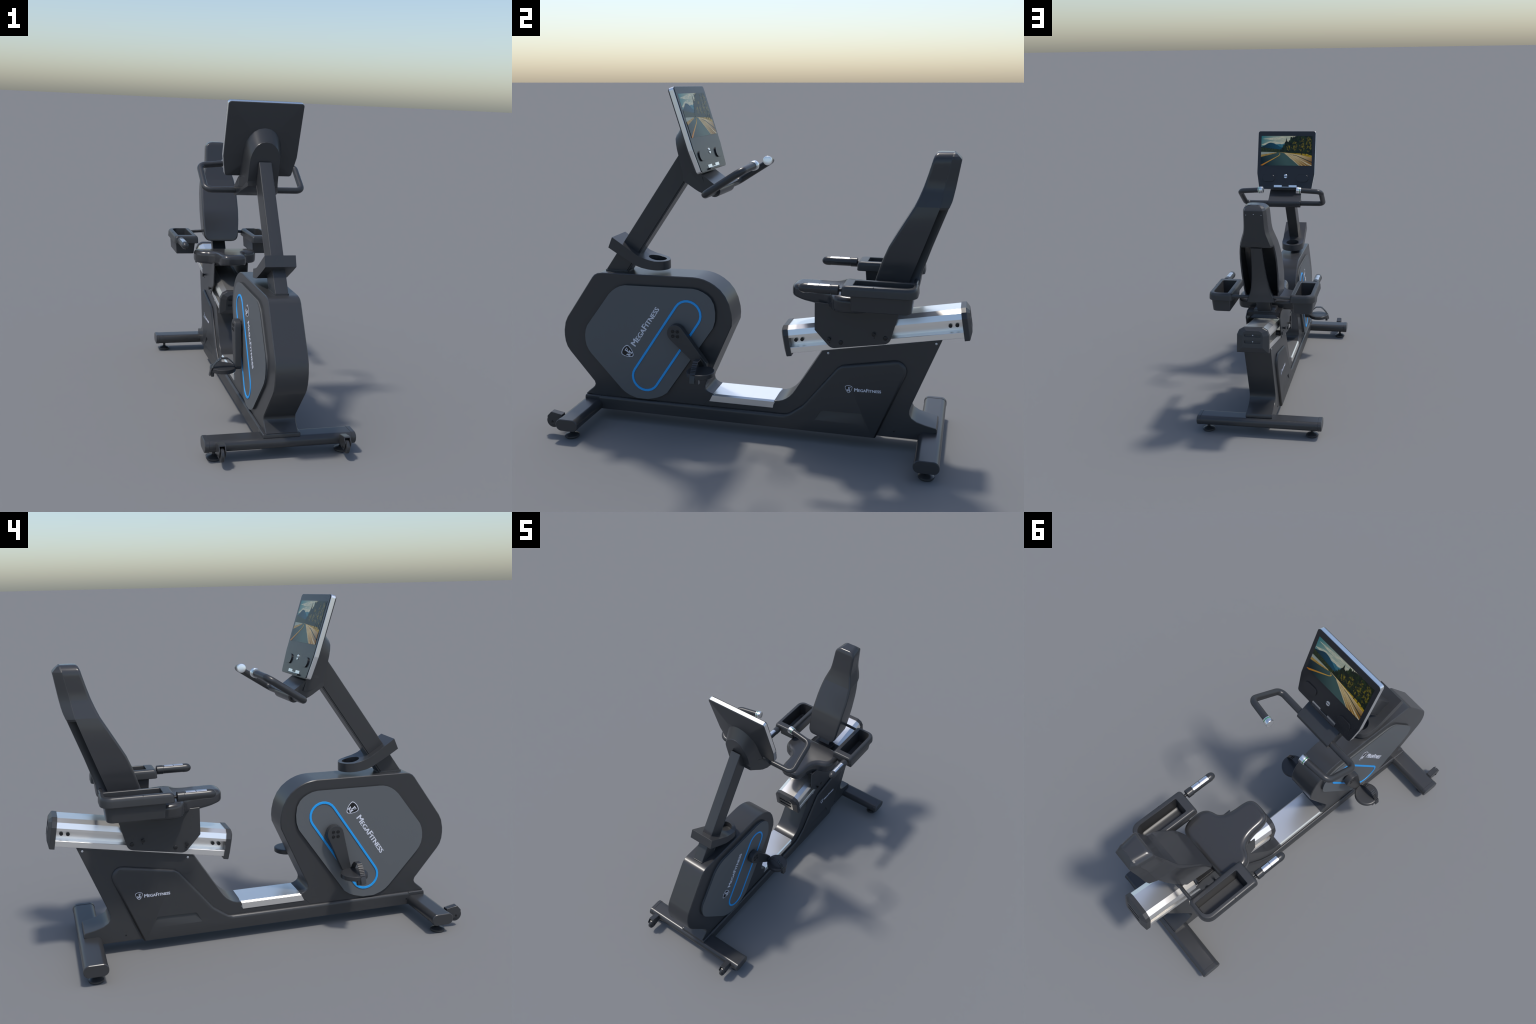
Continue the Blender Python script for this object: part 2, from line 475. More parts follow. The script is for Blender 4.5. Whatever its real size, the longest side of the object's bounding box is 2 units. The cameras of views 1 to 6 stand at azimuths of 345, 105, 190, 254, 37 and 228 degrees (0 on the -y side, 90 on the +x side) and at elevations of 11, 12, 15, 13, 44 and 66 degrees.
# ================================================================== CRANKS AND PEDALS
axle = Vector((-0.377, 0.499))
for s, tip, pc in ((1, Vector((-0.243, 0.352)), Vector((0.196, -0.229, 0.349))), (-1, Vector((-0.437, 0.312)), Vector((-0.198, -0.449, 0.313)))):
    x0, x1 = s * .1005, s * .1345
    d = (tip - axle); L = d.length; d.normalize()
    a0 = math.degrees(math.atan2(d.y, d.x))
    out = arc(axle.x, axle.y, .043, a0 + 80, a0 + 280, 12) + arc(tip.x, tip.y, .0235, a0 - 75, a0 + 75, 7)
    cr = prism('crank_arm', out, x0, x1, COVER, bevel=.004, seg=2)
    lathe('crank_hub', (s * (XP - .002), axle.x, axle.y), (s, 0, 0), [(0, .030), (.02, .030)], DARK, cr, 24)
    for i in range(4):
        o = axle + Vector((.012 * (1 if i % 2 else -1), .012 * (1 if i < 2 else -1))) + Vector((0, -.001))
        lathe('crank_bolt', (x1 - s * .002, o.x, o.y), (s, 0, 0), [(0, .0085), (.0035, .0085), (.0040, .0072), (.0028, .0065), (.0028, .0035), (.0040, .003), (.0042, .001)], DARK, cr, 16)
    # pedal: thick disc, cut flat below, on a stub axle, with a ribbed strap over it
    r = .067
    ped = lathe('pedal', pc + Vector((0, 0, -.025)), (0, 0, 1), [(0, r - .004), (.003, r), (.022, r), (.0245, r - .003), (.025, r - .010)], RUBBER, n=40)
    lathe('pedal_axle', (x1 - s * .004, pc.y - (.0 if s > 0 else 0), pc.z - .015), (s, 0, 0), [(0, .010), (.03, .010)], DARK, ped, 14)
    # strap arches across the disc in x
    w = .0125
    yo = pc.y - .020 if s < 0 else pc.y - .018
    prof = [(-.062, -.004), (-.045, .022), (-.020, .0445), (.016, .046), (.036, .029), (.056, .004), (.064, -.008), (.071, -.040)]
    A, B = [], []
    for i, (a, b) in enumerate(prof):
        A.append((a, b)); B.append((a, b + .0035) if i < 6 else (a + .0035, b))
    outl = A + B[::-1]
    put = lambda a, b, h, s=s, pc=pc: Vector((pc.x + s * a, h, pc.z + b))
    bms = [prism_bm(outl, yo - w, yo + w, put)]
    for seg_i, cnt in ((0, 3), (1, 3), (4, 4), (3, 2), (5, 1)):
        p, q = Vector(prof[seg_i]), Vector(prof[seg_i + 1])
        t = (q - p).normalized(); nn = Vector((-t.y, t.x))
        for k in range(cnt):
            c = p.lerp(q, (k + .5) / cnt) + nn * .0035
            bms.append(prism_bm([tuple(c - t * .0018 - nn * .001), tuple(c + t * .0018 - nn * .001), tuple(c + t * .0012 + nn * .0028), tuple(c - t * .0012 + nn * .0028)], yo - w + .001, yo + w - .001, put))
    join_bm('pedal_strap', bms, RUBBER, ped)
    # strap anchor lug below the outer rim
    prism('strap_lug', [(.050, -.046), (.066, -.046), (.066, -.012), (.050, -.012)], yo - .012, yo + .030, RUBBER, ped, put=put, bevel=.003)

# ================================================================== CONSOLE POST AND CUP TRAY
pd = Vector((0.397, 0.578)).normalized(); pn = Vector((pd.y, -pd.x))       # along / towards the rear
P0 = Vector((-0.776, 0.764)) - pd * .03
def post_ring(t, hw=.0338, depth=.100, r=.006):
    o = P0 + pd * t
    out = fillet([(-hw, 0, r), (hw, 0, r), (hw, depth - .010), (hw - .003, depth - .008), (hw - .003, depth - .006), (hw, depth - .004), (hw, depth, .002),
                  (-hw, depth, .002), (-hw, depth - .004), (-hw + .003, depth - .006), (-hw + .003, depth - .008), (-hw, depth - .010)], 2)
    return [Vector((a, *(o + pn * b))) for a, b in out]
loft('console_post', [post_ring(0), post_ring(.745)], BLACK, smooth=30)
# rubber seal where the post meets the housing
prism('post_gasket', fillet([(-.037, -.776, .01), (.037, -.776, .01), (.037, -.650, .01), (-.037, -.650, .01)]), .755, .7715, RUBBER, put=XY, bevel=.003)

tray_side = [(-0.735, 0.891), (-0.691, 0.864), (-0.594, 0.809), (-0.565, 0.799), (-0.533, 0.7935), (-0.484, 0.788), (-0.430, 0.784),
             (-0.430, 0.827), (-0.500, 0.834), (-0.545, 0.844), (-0.580, 0.857), (-0.629, 0.888), (-0.7135, 0.9435)]
tray = prism('cup_tray', tray_side, -.12, .12, BLACK)
plan = [(-.077, -.76), (.077, -.76)] + arc(0, -.524, .077, 0, 180, 20)
t1 = prism('tmp', plan, .5, 1.2, BLACK, put=XY)
t2 = lathe('tmp', (0, -.513, .797), (0, .10, .99), [(0, .043), (.2, .0475)], BLACK, n=36)
boolean(tray, [t1], 'INTERSECT'); boolean(tray, [t2], 'DIFFERENCE')
tidy(tray, .0022, 2)

# ================================================================== CONSOLE
CB = Vector((0, -0.209, 1.280)); CU = Vector((0, -.119, .375)).normalized(); CN = Vector((0, -CU.z * -1, -CU.y)).normalized()
CH = 0.398
def con(x, u, n):
    return CB + Vector((x, 0, 0)) + CU * u + CN * n
con_outline = fillet([(-.1790, 0, .014), (.1790, 0, .014), (.1975, .108, .03), (.1975, CH, .014), (-.1975, CH, .014), (-.1975, .108, .03)], 5)
def con_ring(k, n):
    return [con(a * (1 - k / .19), CH / 2 + (b - CH / 2) * (1 - k / .19), n) for a, b in con_outline]
console = loft('console', [con_ring(.0015, -.004), con_ring(0, -.0055), con_ring(0, -.0255), con_ring(.0015, -.027)], SILVER, smooth=30)
loft('console_bezel', [con_ring(.001, -.0045), con_ring(.0005, -.002), con_ring(.002, 0)], GLASS, console, smooth=50)
# back shell: shallow pyramid
def back_ring(fx, u0, u1, n):
    a0, b0 = fx, 0
    return [con(a * fx, u0 + (b / CH) * (u1 - u0), n) for a, b in con_outline]
loft('console_back', [con_ring(.001, -.0262), con_ring(.0006, -.0285), con_ring(.003, -.0315), back_ring(.42, .09, .265, -.052)], COVER, console, smooth=15)

# screen with a road scene made of thin inlays
su0, su1, shw = .161, .3645, .1752
def scr(s, v, n=0.0):
    return con(shw * (1 - 2 * s), su0 + (su1 - su0) * v, n)
def tint(name, c0, c1, direction='u', scale=60, stretch=(1, 1, 1), lo=.35, hi=.65, rough=.25):
    m = bpy.data.materials.new(name); m.use_nodes = True
    nt = m.node_tree; b = nt.nodes['Principled BSDF']; b.inputs['Roughness'].default_value = rough; b.inputs['Specular IOR Level'].default_value = .3
    tc = nt.nodes.new('ShaderNodeTexCoord'); mp = nt.nodes.new('ShaderNodeMapping')
    mp.inputs['Scale'].default_value = stretch
    nz = nt.nodes.new('ShaderNodeTexNoise'); nz.inputs['Scale'].default_value = scale; nz.inputs['Detail'].default_value = 5
    r = nt.nodes.new('ShaderNodeValToRGB')
    r.color_ramp.elements[0].position = lo; r.color_ramp.elements[1].position = hi
    r.color_ramp.elements[0].color = (*c0, 1); r.color_ramp.elements[1].color = (*c1, 1)
    nt.links.new(tc.outputs['Object'], mp.inputs['Vector']); nt.links.new(mp.outputs['Vector'], nz.inputs['Vector'])
    nt.links.new(nz.outputs['Fac'], r.inputs['Fac']); nt.links.new(r.outputs['Color'], b.inputs['Base Color'])
    return m
def blend(name, c0, c1, a, b, rough=.25):
    """linear colour change from point a to point b"""
    m = bpy.data.materials.new(name); m.use_nodes = True
    nt = m.node_tree; bs = nt.nodes['Principled BSDF']; bs.inputs['Roughness'].default_value = rough; bs.inputs['Specular IOR Level'].default_value = .3
    tc = nt.nodes.new('ShaderNodeTexCoord')
    sub = nt.nodes.new('ShaderNodeVectorMath'); sub.operation = 'SUBTRACT'; sub.inputs[1].default_value = a
    d = Vector(b) - Vector(a)
    dot = nt.nodes.new('ShaderNodeVectorMath'); dot.operation = 'DOT_PRODUCT'; dot.inputs[1].default_value = d / d.length_squared
    r = nt.nodes.new('ShaderNodeValToRGB')
    r.color_ramp.elements[0].color = (*c0, 1); r.color_ramp.elements[1].color = (*c1, 1)
    nt.links.new(tc.outputs['Object'], sub.inputs[0]); nt.links.new(sub.outputs[0], dot.inputs[0])
    nt.links.new(dot.outputs['Value'], r.inputs['Fac']); nt.links.new(r.outputs['Color'], bs.inputs['Base Color'])
    return m

layer = [0]
def inlay(name, pts, m):
    layer[0] += 1
    n1 = .0002 + .00008 * layer[0]
    bm = bmesh.new()
    lo_ = [bm.verts.new(scr(s, v, -.001)) for s, v in pts]; hi_ = [bm.verts.new(scr(s, v, n1)) for s, v in pts]
    k = len(pts)
    bm.faces.new(hi_)
    for i in range(k): bm.faces.new((lo_[i], lo_[(i + 1) % k], hi_[(i + 1) % k], hi_[i]))
    bmesh.ops.recalc_face_normals(bm, faces=bm.faces)
    me = bpy.data.meshes.new(name); bm.to_mesh(me); bm.free(); me.materials.append(m)
    o = bpy.data.objects.new(name, me); SC.objects.link(o); o.parent = console
    return o

def jag(s0, s1, f, n, amp, seed):
    rnd = random.Random(seed); out = []
    for k in range(n + 1):
        s = s0 + (s1 - s0) * k / n
        out.append((s, min(1, f(s) + (amp if k % 2 else -amp) * rnd.uniform(.3, 1))))
    return out
def lerp_f(tab):
    def f(s):
        for (a, va), (b, vb) in zip(tab, tab[1:]):
            if a <= s <= b: return va + (vb - va) * (s - a) / (b - a)
        return tab[-1][1]
    return f
inlay('screen_sky', [(0, 0), (1, 0), (1, 1), (0, 1)], blend('sky_teal_to_cream', (.008, .20, .20), (.66, .60, .38), scr(.0, 1), scr(.46, .60)))
for pts in ([(.02, .90), (.20, .945), (.42, .985), (.60, .97), (.60, .86), (.40, .88), (.22, .865)], [(0, .70), (.12, .80), (.30, .86), (.44, .84), (.44, .70), (.30, .72), (.12, .68)]):
    inlay('screen_cloud', pts, tint('cloud_cream', (.40, .46, .33), (.78, .68, .44), scale=40, stretch=(1, 4, 4)))
inlay('screen_far_peak', [(.28, .66)] + jag(.28, .47, lerp_f([(.28, .715), (.36, .735), (.40, .72), (.47, .76)]), 14, .012, 3) + [(.47, .5), (.28, .5)], tint('hazy_peak_teal', (.03, .15, .18), (.06, .22, .25), scale=80))
inlay('screen_mountain', [(0, .63), (.06, .675), (.10, .72), (.14, .76), (.175, .777), (.215, .77), (.26, .745), (.32, .69), (.38, .625), (.44, .58), (.44, .46), (0, .46)],
      blend('mountain_blue', (.004, .022, .034), (.006, .075, .115), scr(.05, .5), scr(.30, .75)))
inlay('screen_near_hill', [(0, .61), (.10, .60), (.24, .57), (.40, .54), (.44, .45), (0, .43)], tint('dark_hill_green', (.004, .016, .014), (.045, .060, .008), scale=120, stretch=(1, 2, 2)))
inlay('screen_lake', [(0, .46), (.16, .455), (.30, .448), (.30, .42), (0, .37)], tint('pale_lake', (.30, .34, .27), (.46, .46, .34), scale=50, stretch=(1, 5, 5)))
inlay('screen_meadow', [(.34, .45), (.60, .46), (1, .46), (1, .2), (.40, .40)], tint('golden_meadow', (.26, .13, .004), (.62, .38, .015), scale=70, stretch=(1, 4, 4)))
tree_line = jag(.37, 1.0, lerp_f([(.37, .50), (.42, .62), (.46, .72), (.49, .93), (.52, .80), (.56, .86), (.58, .98), (.62, .94), (.66, 1.02), (.75, 1.05), (1, 1.05)]), 46, .045, 5)
inlay('screen_forest', [(.37, .45)] + tree_line + [(1, .34), (.9, .40), (.60, .425)], tint('forest_dark_green', (.002, .006, .004), (.016, .034, .006), scale=55))
for cs, cv, w, h, sd in ((.545, .60, .045, .09, 1), (.66, .66, .05, .16, 2), (.80, .68, .055, .26, 3), (.93, .72, .06, .26, 4)):
    inlay('screen_tree_crown', [(cs + w * math.cos(t) * (1 + .25 * math.sin(5 * t + sd)), min(.995, cv + h * math.sin(t) * (1 + .12 * math.cos(7 * t)))) for t in [k * 2 * math.pi / 36 for k in range(36)] if cs + w * 1.3 < 1.02],
          tint('tree_crown_gold', (.004, .012, .004), (.34, .24, .010), scale=130, stretch=(1, .6, .6), lo=.46, hi=.74))
for cs in (.80, .87, .945):
    inlay('screen_tree_trunk', [(cs - .006, .36), (cs + .006, .36), (cs + .006, .48), (cs - .006, .48)], tint('trunk_dark', (.006, .006, .005), (.012, .010, .006)))
inlay('screen_road', [(0, .345), (.30, .435), (.34, .45), (.40, .44), (.47, .415), (.78, 0), (0, 0)],
      blend('asphalt_teal', (.003, .016, .022), (.060, .115, .095), scr(.05, .1), scr(.40, .42)))
inlay('screen_verge', [(0, .36), (.31, .445), (.31, .425), (.20, .375), (0, .285)], tint('amber_verge', (.30, .14, .01), (.62, .38, .09), scale=60, stretch=(1, 6, 6)))
inlay('screen_shoulder', [(.36, .455), (.47, .425), (.76, 0), (1, 0), (1, .27), (.75, .37), (.52, .425)], blend('sunlit_lane', (.30, .13, .02), (.72, .52, .24), scr(.85, .02), scr(.75, .36)))
inlay('screen_kerb', [(.52, .41), (.70, .345), (1, .135), (1, .10), (.70, .325)], tint('kerb_shadow', (.03, .03, .02), (.05, .045, .03)))
inlay('screen_edge_line', [(.46, .415), (.475, .415), (.77, 0), (.755, 0)], tint('pale_line', (.55, .42, .22), (.75, .62, .36)))
inlay('screen_edge_line', [(.56, .375), (.575, .375), (1, .015), (1, 0), (.975, 0)], tint('pale_line', (.55, .42, .22), (.75, .62, .36)))
for a, b, c in ((.80, .83, .52), (.88, .905, .56), (.94, .955, .60)):
    inlay('screen_light_streak', [(c, .385), (c + .012, .38), (b, 0), (a, 0)], tint('amber_streak', (.50, .26, .06), (.70, .46, .16), scale=30, stretch=(1, 8, 8)))
inlay('screen_center_line', [(0, .015), (.10, .11), (.22, .22), (.335, .325), (.362, .365), (.368, .395), (.355, .42), (.345, .42), (.382, .40), (.378, .365), (.350, .318), (.24, .205), (.12, .085), (.04, 0), (0, 0)],
      blend('amber_line', (.60, .19, .005), (.66, .40, .07), scr(.02, .02), scr(.35, .35)))

# speaker ears, round logo button, silver tray clips
for sx in (1, -1):
    cx = sx * .116
    out = fillet([(cx - .041, .050, .026), (cx + .041, .050, .026), (cx + .041, .098, .024), (cx - .041, .098, .024)], 6)
    R = []
    for n_, kk in ((-.001, 1), (.0050, 1), (.0058, .975)):
        R.append([con(cx + (a - cx) * kk, .074 + (b - .074) * kk, n_) for a, b in out])
    loft('speaker_pad', R, GLASS, console)
for sgn in (1, -1):
    a0 = 12 if sgn > 0 else 192
    pts = [(.0115 * math.cos(rad(a0 + k * 156 / 10)), .0885 + .0135 * math.sin(rad(a0 + k * 156 / 10))) for k in range(11)]
    prism('logo_button', pts, -.0005, .0024, SILVER, console, put=lambda a, b, h: con(a, b, h), bevel=.0006, seg=1)
for x0, x1, u0, u1 in ((.024, .078, .013, .027), (-.078, -.024, .013, .027), (-.0245, .0245, .013, .0155)):
    prism('console_clip', [(x0, u0), (x1, u0), (x1, u1), (x0, u1)], -.0005, .0018, SILVER, console, put=lambda a, b, h: con(a, b, h))
prism('tablet_ledge', [(-.080, .004), (.080, .004), (.080, .012), (-.080, .012)], -.0005, .010, GLASS, console, put=lambda a, b, h: con(a, b, h), bevel=.0015)

# neck: arched housing between screen back, post and handlebar
def arch(hw_top, z_top, z_mid, hw_bot, z_bot, n=12, sq=1.0):
    pts = [(-hw_bot, z_bot)]
    for k in range(n + 1):
        t = math.pi * (1 - k / n)
        c, s_ = math.cos(t), math.sin(t)
        pts.append((hw_top * math.copysign(abs(c) ** sq, c), z_mid + (z_top - z_mid) * s_))
    pts.append((hw_bot, z_bot))
    return pts
def cb_y(z):                                     # back of the console at height z
    return -0.366 + (1.647 - z) * .3173
def nb_y(z):                                     # back of the neck at height z
    f = lerp_f([(1.10, -.300), (1.231, -.332), (1.30, -.347), (1.36, -.363), (1.42, -.379), (1.46, -.378), (1.60, -.37)])
    return f(z)
A0 = arch(.101, 1.525, 1.390, .104, 1.215, sq=.85)
A1 = arch(.081, 1.455, 1.345, .082, 1.225, sq=.85)
rings = [[Vector((a, cb_y(b) + .004, b)) for a, b in A0], [Vector((a, cb_y(b) - .012, b - .002)) for a, b in A0],
         [Vector((a * .99, nb_y(b) + .004, b + .001)) for a, b in A1], [Vector((a * .97, nb_y(b), b - .002)) for a, b in A1]]
neck = loft('console_neck', rings, BLACK, smooth=22)
# clamp that carries the handlebar
BAR = Vector((-0.1765, 1.1905))
clamp = [(-0.338, 1.228), (-0.305, 1.211), (-0.275, 1.195), (-0.253, 1.184), (-0.207, 1.166)] + arc(BAR.x, BAR.y, .0285, 240, 400, 10) + [(-0.183, 1.2255), (-0.240, 1.2665), (-0.275, 1.282), (-0.305, 1.282), (-0.338, 1.262)]
clamp_w = lerp_f([(-.40, .079), (-.338, .079), (-.262, .1055), (-.22, .1085), (-.15, .1085), (0, .1085)])
R = []
for k, f in ((-1, .99), (-.985, 1), (.985, 1), (1, .99)):
    R.append([Vector((k * clamp_w(a), BAR.x + (a - BAR.x) * f, BAR.y + (b - BAR.y) * f)) for a, b in clamp])
handle_clamp = loft('handlebar_clamp', R, BLACK, neck, smooth=28)

# ================================================================== HANDLEBAR
path = [(-.118, .016, 1.3130), (-.268, -.003, 1.3010), (-.265, -.1765, 1.1905), (.265, -.1765, 1.1905), (.268, -.003, 1.3010), (.118, .016, 1.3130)]
bar = tube('handlebar', round_path(path, .034), .0168, RUBBER, n=22)
for s in (1, -1):
    p0 = Vector((s * .139, .0133, 1.3113)); d = Vector((-s * .141, .018, .0125)).normalized()
    lathe('bar_end_ring', p0, d, [(0, .0172), (0, .0205), (.001, .0212), (.005, .0212)], SILVER, bar, 26)
    lathe('bar_end_stripe', p0 + d * .005, d, [(0, .0200), (.004, .0200)], GREEN, bar, 26)
    lathe('bar_end_cap', p0 + d * .009, d, [(0, .0205), (.001, .0212), (.005, .0212), (.0055, .0222), (.018, .0222), (.021, .0205), (.022, .017), (.0222, .004)], SILVER, bar, 26)

# ================================================================== SEAT RAIL
TH = rad(10.0); RO = Vector((0.575, 0.504))
def rail(x, t, w):
    return Vector((x, RO.x + t * math.cos(TH) - w * math.sin(TH), RO.y + t * math.sin(TH) + w * math.cos(TH)))
half = [(.0, .0), (.086, .0), (.0865, .002), (.0865, .026), (.0855, .0275), (.047, .029), (.047, .070), (.072, .0735), (.0865, .0740), (.0865, .086), (.0775, .111), (.0520, .126), (0, .126)]
rsec = half + [(-a, b) for a, b in half[::-1] if a > 0]
rsec = [(a, b) for a, b in half[1:-1]] + [(-a, b) for a, b in half[-2:0:-1]]
seat_rail = loft('seat_rail', [[rail(a, t, b) for a, b in rsec] for t in (-.403, .403)], ALU, smooth=12)
cap_half = [(.0915, -.013), (.0915, .088), (.080, .1145), (.054, .1295)]
cap_out = cap_half + [(-a, b) for a, b in cap_half[::-1]]
inn_half = [(.058, .016), (.058, .082), (.052, .102), (.036, .1115)]
inn = inn_half + [(-a, b) for a, b in inn_half[::-1]]
for s in (1, -1):
    m = lambda t: s * t
    R = [[rail(a, m(.398), b) for a, b in cap_out], [rail(a, m(.4195), b) for a, b in cap_out],
         [rail(a * .965, m(.4225), .06 + (b - .06) * .97) for a, b in cap_out],
         [rail(a, m(.4345), b) for a, b in inn]]
    cap = loft('rail_end_cap', R, COVER, seat_rail, smooth=12)
    cuts = []
    for w0 in (.041, .077):
        cuts.append(prism('tmp', fillet([(-.048, w0, .008), (.048, w0, .008), (.048, w0 + .016, .008), (-.048, w0 + .016, .008)], 4), m(.428), m(.46), COVER, put=lambda a, b, h: rail(a, h, b)))
    boolean(cap, cuts, 'DIFFERENCE'); tidy(cap, 0, smooth=12)
    if True:
        for w0 in (.050, .086):
            lathe('cap_screw', rail(0, m(.427), w0), rail(0, s, 0) - rail(0, 0, 0), [(0, .0035), (.003, .0035), (.004, .002)], STEEL, seat_rail, 10)
    for side in (1, -1):
        for dt in (.343, .373):
            lathe('rail_bolt', rail(side * .045, s * dt, .052), (side, 0, 0), [(0, .0085), (.012, .0085), (.014, .006)], DARK, seat_rail, 16)

# ================================================================== SEAT CARRIAGE
OX = -0.006                                       # the seat sits a touch off centre
plate_out = fillet([(0.296, 0.695), (0.297, 0.5635, .004), (0.374, 0.480, .035), (0.640, 0.5235, .035), (0.6780, 0.664), (0.635, 0.690)], 5)
for s in (1, -1):
    pl_ = prism('carriage_plate', plate_out, s * .0985, s * .1045, BLACK, None, bevel=.0012, seg=1)
    for yy, zz, rr in ((0.420, 0.513, .0105), (0.622, 0.5495, .0105)):
        lathe('carriage_bolt', (s * .103, yy, zz), (s, 0, 0), [(0, rr), (.004, rr), (.0055, rr * .9), (.007, rr * .6)], DARK, pl_, 6, 30)
        lathe('rail_roller', (s * .068, yy, zz), (s, 0, 0), [(0, .017), (.024, .017), (.030, .010), (.032, .010)], DARK, pl_, 20)
    for yy, zz in ((0.366, 0.5255), (0.570, 0.5650)):
        lathe('carriage_bolt', (s * .103, yy, zz), (s, 0, 0), [(0, .0055), (.010, .0055), (.0105, .0085), (.015, .0085), (.016, .006)], DARK, pl_, 10, 30)
        lathe('carriage_bolt', (s * .103, yy + .002, zz - .018), (s, 0, 0), [(0, .003), (.003, .003)], DARK, pl_, 8)
# cross member under the seat and the shroud behind it
bx = [prism_bm([(0.318, .674), (0.318, .690), (0.655, .690), (0.655, .662), (0.60, .652)], -.0975, .0975, bevel=.003)]
seat_carriage = join_bm('seat_carriage', bx, DARK)
R = []
for y0, y1, hx, z in ((.540, .660, .086, .652), (.540, .664, .090, .656), (.550, .656, .074, .670), (.560, .648, .066, .703), (.565, .643, .060, .705)):
    R.append([Vector((OX + x, y, z)) for x, y in fillet([(-hx, y0, .008), (hx, y0, .008), (hx, y1, .008), (-hx, y1, .008)], 3)])
loft('carriage_boot', R, RUBBER, seat_carriage, smooth=30)
# upright that carries the backrest
up = [(0.585, 0.68), (0.640, 0.68), (0.712, 0.775), (0.742, 0.85), (0.712, 0.86), (0.655, 0.78)]
prism('backrest_upright', up, OX - .041, OX + .041, BLACK, seat_carriage, bevel=.003)

# ================================================================== SEAT
seat_half = [(0, .174), (.042, .178), (.067, .196), (.078, .232), (.083, .290), (.094, .335), (.116, .365), (.146, .378), (.172, .396), (.188, .430), (.189, .480),
             (.178, .525), (.155, .550), (.110, .557), (.05, .558), (0, .558)]
seat_line = spline_closed(seat_half + [(-a, b) for a, b in seat_half[-2:0:-1]], 5)
sn = len(seat_line)
seat_nrm = []
for i in range(sn):
    t = (seat_line[(i + 1) % sn] - seat_line[i - 1]).normalized()
    seat_nrm.append(Vector((-t.y, t.x)))
zb = lerp_f([(.10, .704), (.186, .702), (.24, .688), (.32, .674), (.60, .674)])
zt = lerp_f([(.10, .762), (.19, .763), (.30, .760), (.36, .753), (.42, .750), (.49, .747), (.56, .738), (.60, .735)])
def seat_ring(d, f, dz=0):
    out = []
    for p, nn in zip(seat_line, seat_nrm):
        q = p + nn * d
        lo_, hi_ = zb(p.y), zt(p.y)
        out.append(Vector((q.x + OX, q.y, lo_ + (hi_ - lo_) * f + dz)))
    return out
seat = loft('seat', [seat_ring(.030, 0, 0), seat_ring(.010, 0, .002), seat_ring(.003, .08), seat_ring(0, .22), seat_ring(0, .62), seat_ring(.002, .76), seat_ring(.007, .88), seat_ring(.015, .96),
                     seat_ring(.025, .995), seat_ring(.034, 1.0)], LEATHER, smooth=60)

# ================================================================== BACKREST
front_y = lerp_f([(.70, .548), (.785, .561), (.83, .572), (.90, .594), (.97, .6225), (1.06, .674), (1.147, .725), (1.19, .744), (1.234, .761), (1.29, .7785), (1.345, .794), (1.40, .808)])
half_w = lerp_f([(.78, .104), (.83, .110), (.90, .1145), (.96, .1165), (1.05, .1155), (1.10, .112), (1.15, .1045), (1.19, .092), (1.225, .080), (1.26, .076), (1.345, .073), (1.40, .072)])
side_y = lerp_f([(.70, .676), (.853, .731), (1.00, .784), (1.159, .840), (1.235, .853), (1.36, .879), (1.40, .887)])
rear_y = lerp_f([(1.10, .858), (1.14, .872), (1.176, .886), (1.231, .897), (1.367, .919), (1.40, .924)])
def pad_ring(z, dw=0, dz=0, pocket=True, df=0, r=.013):
    w = half_w(z) - dw; yf = front_y(z) + df; ys = side_y(z)
    wr = w - .008                                # slightly narrower at the rear
    front = [(-w + r, yf), (-w + r * .55, yf + r * .06), (-w + r * .18, yf + r * .35), (-w, yf + r)]
    pts = [(x, y) for x, y in front[::-1]] + [(-x, y) for x, y in front]
    if pocket:
        inner = [(wr, ys), (wr - .008, ys), (wr - .012, yf + .030), (-wr + .012, yf + .030), (-wr + .008, ys), (-wr, ys)]
    else:
        inner = [(wr, ys), (wr - .008, ys), (wr - .012, ys - .001), (-wr + .012, ys - .001), (-wr + .008, ys), (-wr, ys)]
    return [Vector((x + OX, y, z + dz)) for x, y in pts + inner]
R = [pad_ring(.780, .034, pocket=False, df=.006), pad_ring(.783, .020, pocket=False, df=.002), pad_ring(.790, .009, pocket=False), pad_ring(.802, .002, pocket=False), pad_ring(.812, pocket=False), pad_ring(.8125)]
z = .83
while z < 1.14:
    R.append(pad_ring(z)); z += .02
R += [pad_ring(1.1495), pad_ring(1.150, pocket=False)]
z = 1.16
while z < 1.345:
    R.append(pad_ring(z, pocket=False)); z += .0125
R += [pad_ring(1.354, .001, pocket=False), pad_ring(1.366, .007, pocket=False, df=.001), pad_ring(1.376, .018, pocket=False, df=.004), pad_ring(1.3815, .030, pocket=False, df=.009), pad_ring(1.3835, .042, pocket=False, df=.016)]
backrest = loft('backrest_pad', R, LEATHER, smooth=40)
# rear shell of the head part: chamfered block
def shell_ring(z, dw=0, dr=0, k=1.0):
    w = half_w(z) - .0075 - dw; ys = side_y(z) - .001; yr = rear_y(z) - dr
    wr = w - .013
    return [Vector((x + OX, y, z)) for x, y in [(w - .002, ys - .02), (w, ys), (w - .001, ys + .006), (wr, yr), (wr - .006, yr + .001), (-wr + .006, yr + .001), (-wr, yr), (-w + .001, ys + .006), (-w, ys), (-w + .002, ys - .02)]]
R = [shell_ring(1.138, .004, .004), shell_ring(1.148), shell_ring(1.160)]
z = 1.17
while z < 1.34:
    R.append(shell_ring(z)); z += .0125
R += [shell_ring(1.348, .0005, 0), shell_ring(1.354, .001, .001), shell_ring(1.358, .003, .004), shell_ring(1.366, .007, .013), shell_ring(1.376, .018, .025), shell_ring(1.3815, .030, .033), shell_ring(1.3833, .042, .038)]
shell = loft('backrest_shell', R, COVER, backrest, smooth=14)
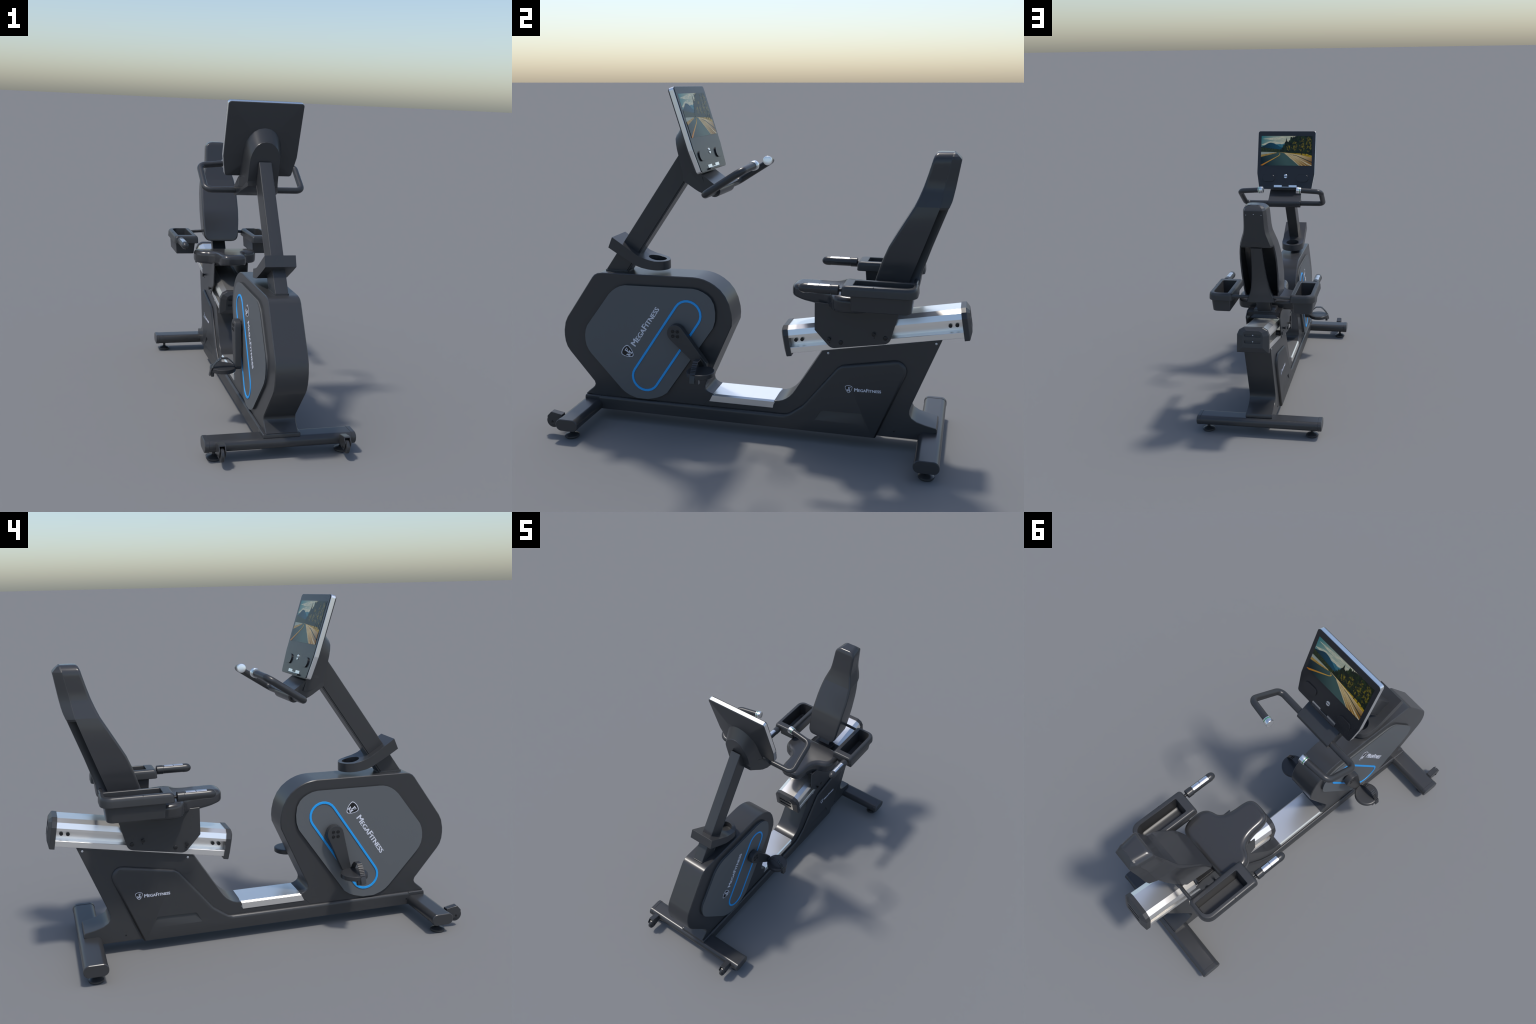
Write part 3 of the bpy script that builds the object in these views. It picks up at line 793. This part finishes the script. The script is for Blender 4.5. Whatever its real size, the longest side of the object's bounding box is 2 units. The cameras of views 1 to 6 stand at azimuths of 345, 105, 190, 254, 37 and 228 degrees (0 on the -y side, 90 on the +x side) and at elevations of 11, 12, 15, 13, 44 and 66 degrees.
# spine down the back
sp_w = lerp_f([(.75, .088), (.797, .082), (.835, .064), (.871, .0545), (.94, .044), (1.003, .038), (1.07, .034), (1.12, .032), (1.16, .033)])
sp_y = lerp_f([(.75, .757), (.785, .760), (.833, .766), (.871, .778), (.961, .808), (1.14, .873), (1.2, .89)])
R = []
z = .786
while z < 1.146:
    w, y = sp_w(z), sp_y(z)
    d = max(.02, y - side_y(z) + .004)
    R.append([Vector((x + OX, yy, z)) for x, yy in [(-w + .004, y - d), (-w, y - .010), (-w + .004, y - .002), (-w + .010, y), (w - .010, y), (w - .004, y - .002), (w, y - .010), (w - .004, y - d)]])
    z += .012
loft('backrest_spine', R, COVER, backrest, smooth=30)
for dx, zz in ((-.0425, 1.331), (0, 1.335), (.0425, 1.331)):
    lathe('shell_screw', (OX + dx, rear_y(zz) - .002, zz), (0, 1, .16), [(0, .0024), (.0032, .0024), (.0038, .0012)], STEEL, shell, 10)

# ================================================================== ARMREST TRAYS WITH HAND GRIPS
for s in (1, -1):
    ox = OX
    X = lambda x: ox + s * x
    xi, xo, yf, yr = .168, .3145, .446, .770
    def rr(inset, rs=1.0):
        pts = [(xi + inset, yf + inset, .012), (xo - inset, yf + inset, .016), (xo - inset, yr - inset, max(.008, .052 - inset)), (xi + inset, yr - inset, .018)]
        return fillet([(a, b, c) for a, b, c in pts], 6)
    def rect(x0, x1, y0, y1, r0, r1):
        return fillet([(x0, y0, r0), (x1, y0, r0), (x1, y1, r1), (x0, y1, r0)], 6)
    rim_hole = rect(.1985, .2865, .494, .748, .006, .036)
    R = []
    for out, z in [(rect(.182, .301, .486, .752, .006, .03), .7880), (rr(.002), .7875), (rr(0), .790), (rr(.0015), .815), (rr(.004), .825), (rr(.009), .8305), (rr(.015), .832),
                   (rect(.1965, .2885, .492, .750, .006, .038), .832), (rim_hole, .8300),
                   (rect(.203, .279, .500, .740, .006, .030), .742), (rect(.207, .262, .504, .736, .004, .02), .732)]:
        R.append([Vector((X(a), b, z)) for a, b in out])
    # tub below the rim
    tub = [[Vector((X(a), b, z)) for a, b in o] for o, z in
           [(rect(.190, .293, .494, .742, .006, .030), .7165), (rect(.188, .295, .491, .745, .006, .030), .719), (rect(.182, .301, .486, .752, .006, .03), .7880)]]
    arm = loft('armrest_tray', tub + R[1:], COVER, smooth=32)
    lathe('tray_screw', (X(.3045), .585, .8285), (0, 0, 1), [(0, .003), (.0025, .003), (.003, .0015)], DARK, arm, 8)
    # hand grip
    gx, gz = X(.2785), .8055
    g0 = Vector((gx, .448, gz)); d = Vector((0, -1, 0))
    lathe('grip_stem', g0 - d * .01, d, [(0, .0075), (.03, .0075)], DARK, arm, 14)
    grip = lathe('hand_grip', g0 + d * .013, d, [(0, .013), (.001, .0210), (.003, .0230), (.033, .0230), (.035, .0212), (.134, .0212), (.136, .0222), (.152, .0222), (.160, .0210), (.168, .0178), (.174, .013), (.1775, .0065), (.178, .002)], RUBBER, arm, 26)
    for a, b in ((.041, .085), (.088, .136)):
        R = []
        for t in (a, b):
            ring_ = []
            for k in range(13):
                th = rad(54 + 72 * k / 12)
                ring_.append(g0 + d * (.013 + t) + Vector((math.cos(th), 0, math.sin(th))) * .0220)
            for k in range(12, -1, -1):
                th = rad(54 + 72 * k / 12)
                ring_.append(g0 + d * (.013 + t) + Vector((math.cos(th), 0, math.sin(th))) * .0200)
            R.append(ring_)
        loft('pulse_contact', R, CHROME, arm, smooth=50)
    # rod to the backrest
    tube('support_rod', [Vector((X(.060), .748, .815)), Vector((X(.120), .750, .813)), Vector((X(.190), .748, .810))], .0095, BLACK, arm, 14)
